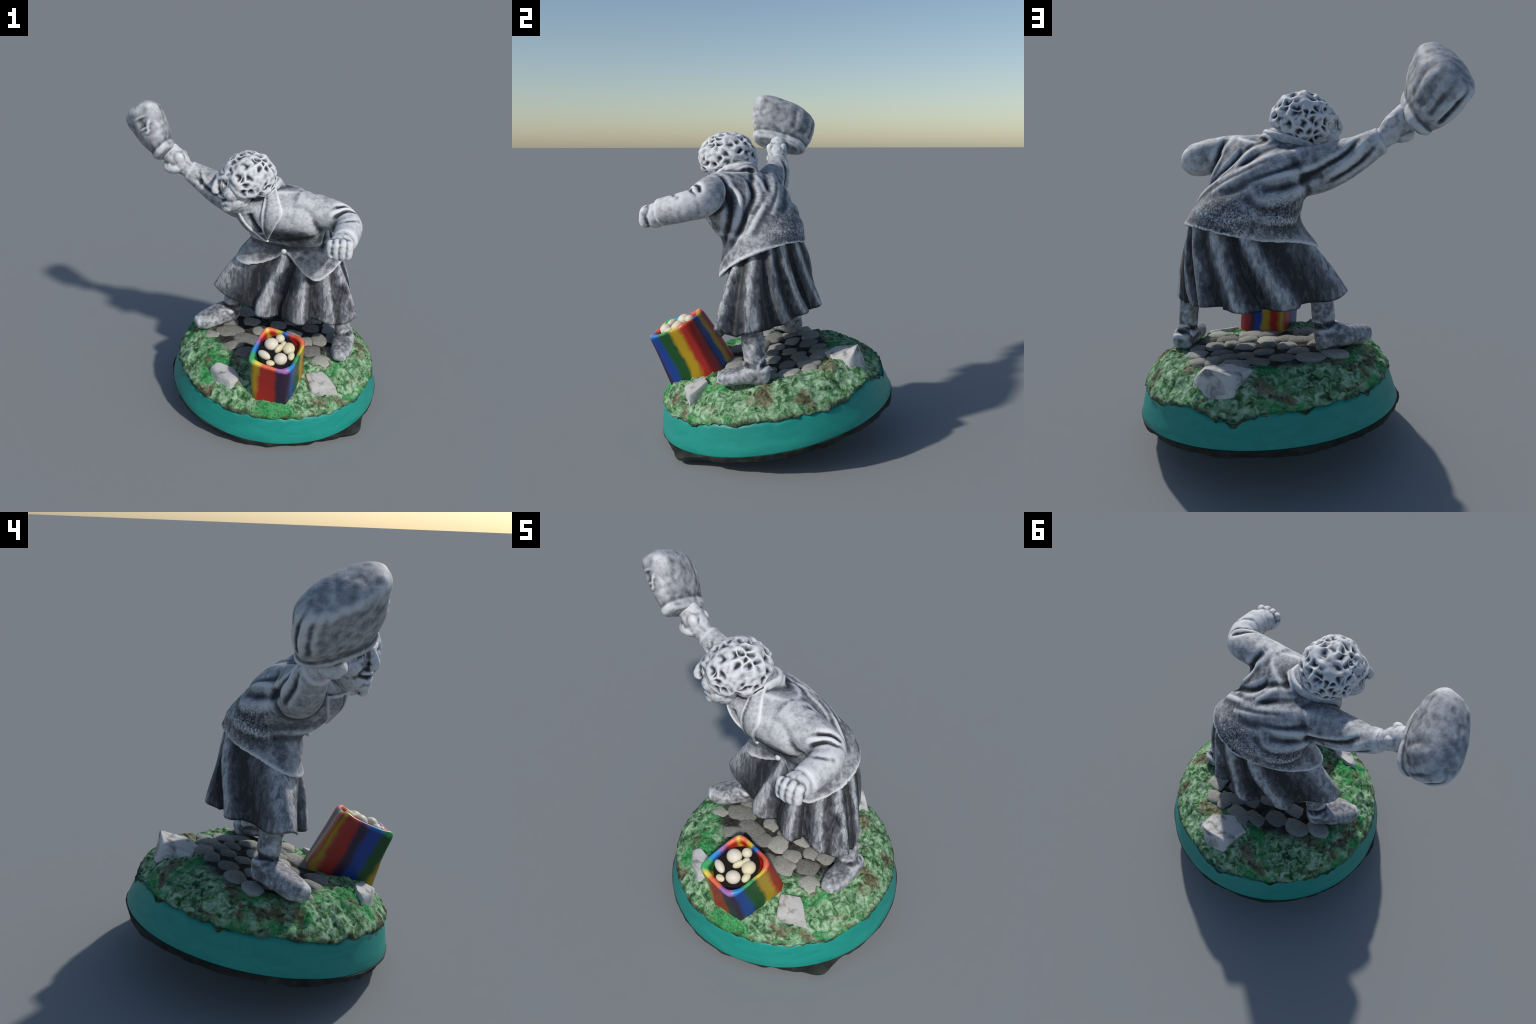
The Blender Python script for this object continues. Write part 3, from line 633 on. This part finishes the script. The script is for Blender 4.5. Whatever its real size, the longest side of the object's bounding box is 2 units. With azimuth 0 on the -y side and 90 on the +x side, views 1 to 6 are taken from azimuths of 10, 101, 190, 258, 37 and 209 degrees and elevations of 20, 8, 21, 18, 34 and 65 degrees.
def handbag():
    st = [((-.545, -.088, 1.668), (.040, 0, .042), (.02, -.13, .035)), ((-.560, -.088, 1.676), (.054, 0, .052), (.025, -.162, .038)), ((-.574, -.088, 1.692), (.059, 0, .055), (.028, -.170, .042)), ((-.586, -.087, 1.712), (.058, 0, .053), (.03, -.164, .046)),
          ((-.616, -.082, 1.760), (.082, 0, .058), (.036, -.184, .068)), ((-.648, -.073, 1.815), (.097, 0, .060), (.040, -.194, .078)), ((-.684, -.064, 1.870), (.103, 0, .062), (.043, -.188, .078)),
          ((-.713, -.058, 1.900), (.096, 0, .056), (.042, -.170, .070)), ((-.727, -.055, 1.922), (.072, 0, .044), (.032, -.130, .052)), ((-.737, -.053, 1.937), (.036, 0, .022), (.016, -.07, .026)), ((-.741, -.052, 1.942), (.006, 0, .004), (.003, -.012, .004))]
    n = 144; t = np.linspace(0, 2 * math.pi, n, endpoint=False); e = 2 / 2.5
    ct, sn = np.sign(np.cos(t)) * abs(np.cos(t)) ** e, np.sign(np.sin(t)) * abs(np.sin(t)) ** e
    A = np.array([np.concatenate(s) for s in st]); A = catmull(A, len(st) * 6)
    gather = np.array([.5 + .5 * math.sin(13 * q + 2.5 * nz(2 * math.cos(q), 2 * math.sin(q), 3.)) for q in t]) ** 1.5 * np.array([.5 + nz(1.5 * math.cos(q), 1.5 * math.sin(q), 8.) for q in t]).clip(0, 1)
    gather = gather * (1 - sstep(.35, .75, sn))      # the end that faces forward is left smooth
    out = []
    for i, a in enumerate(A):     # soft pleats fan from the clasp band and fade towards the blunt end
        f = i / (len(A) - 1); k = 1 - .085 * gather * float(sstep(.36, .44, f) * (1 - sstep(.55, .85, f)))
        out.append(a[:3] + (ct * k)[:, None] * a[3:6] + (sn * k)[:, None] * a[6:9])
    return loft(out)
h = fuse("handbag", [handbag()], .006, 4)
dent = [([(-.668, -.262, 1.905), (-.655, -.268, 1.875), (-.640, -.270, 1.845)], .034, -.016), ([(-.68, -.262, 1.84), (-.645, -.27, 1.815), (-.605, -.26, 1.83)], .010, .007), ([(-.60, -.262, 1.90), (-.615, -.265, 1.86), (-.605, -.26, 1.83)], .012, .006)]
sculpt(h, dent, ((10, .006), (26, .002))); h.parent = figurine; h.data.materials.append(MAT["handbag"])

def boot(ankle, heel, toe, top, w, name, high=1.):
    ankle, heel, toe, top = map(np.asarray, (ankle, heel, toe, top)); d = toe - heel
    leg = tube([(top, .052, .062), (top * .55 + ankle * .45, .050, .060), (ankle, .049, .060), (ankle * .6 + heel * .4, .052, .064)], up=unit(d))
    f = [heel + d * k + bn * o for k, o in ((.10, .0), (.3, .012), (.55, .006), (.78, -.002), (.93, -.004))]
    foot = tube(list(zip(f, [w * .75, w * .95, w, w * .92, w * .62], [q * high for q in (.048, .050, .044, .040, .033)])), up=bn, power=2.5, cap_round=(.03, .025))
    o = fuse(name, [leg, foot], .007, 5); return o
LB = boot((.565, -.012, .535), (.585, .075, .478), (.562, -.220, .445), (.545, -.045, .76), .068, "boot")
RB_ = boot((-.170, .045, .645), (-.140, .100, .580), (-.395, -.093, .545), (-.150, .02, .84), .074, "boot", 1.25)
for o, cut in ((LB, (V(.57, .0, .60), unit((0, -.2, 1)))), (RB_, (V(-.16, .045, .70), unit((0, -.1, 1))))):
    ring = lambda c, r, n=9: [c + r * (math.cos(k * 2 * math.pi / (n - 1)) * b1 + math.sin(k * 2 * math.pi / (n - 1)) * b2) for k in range(n)]
    c = V(.572, .005, .512) if o is LB else V(-.165, .050, .615)
    sculpt(o, [(ring(c, .062), .016, .011), (ring(c + bn * .032, .055), .014, -.008)], ((18, .004), (40, .0012)))
    split(o, [("leg", lambda c, q=cut: (c - q[0]) @ q[1] > 0)], "boot", figurine, MAT["boot"])
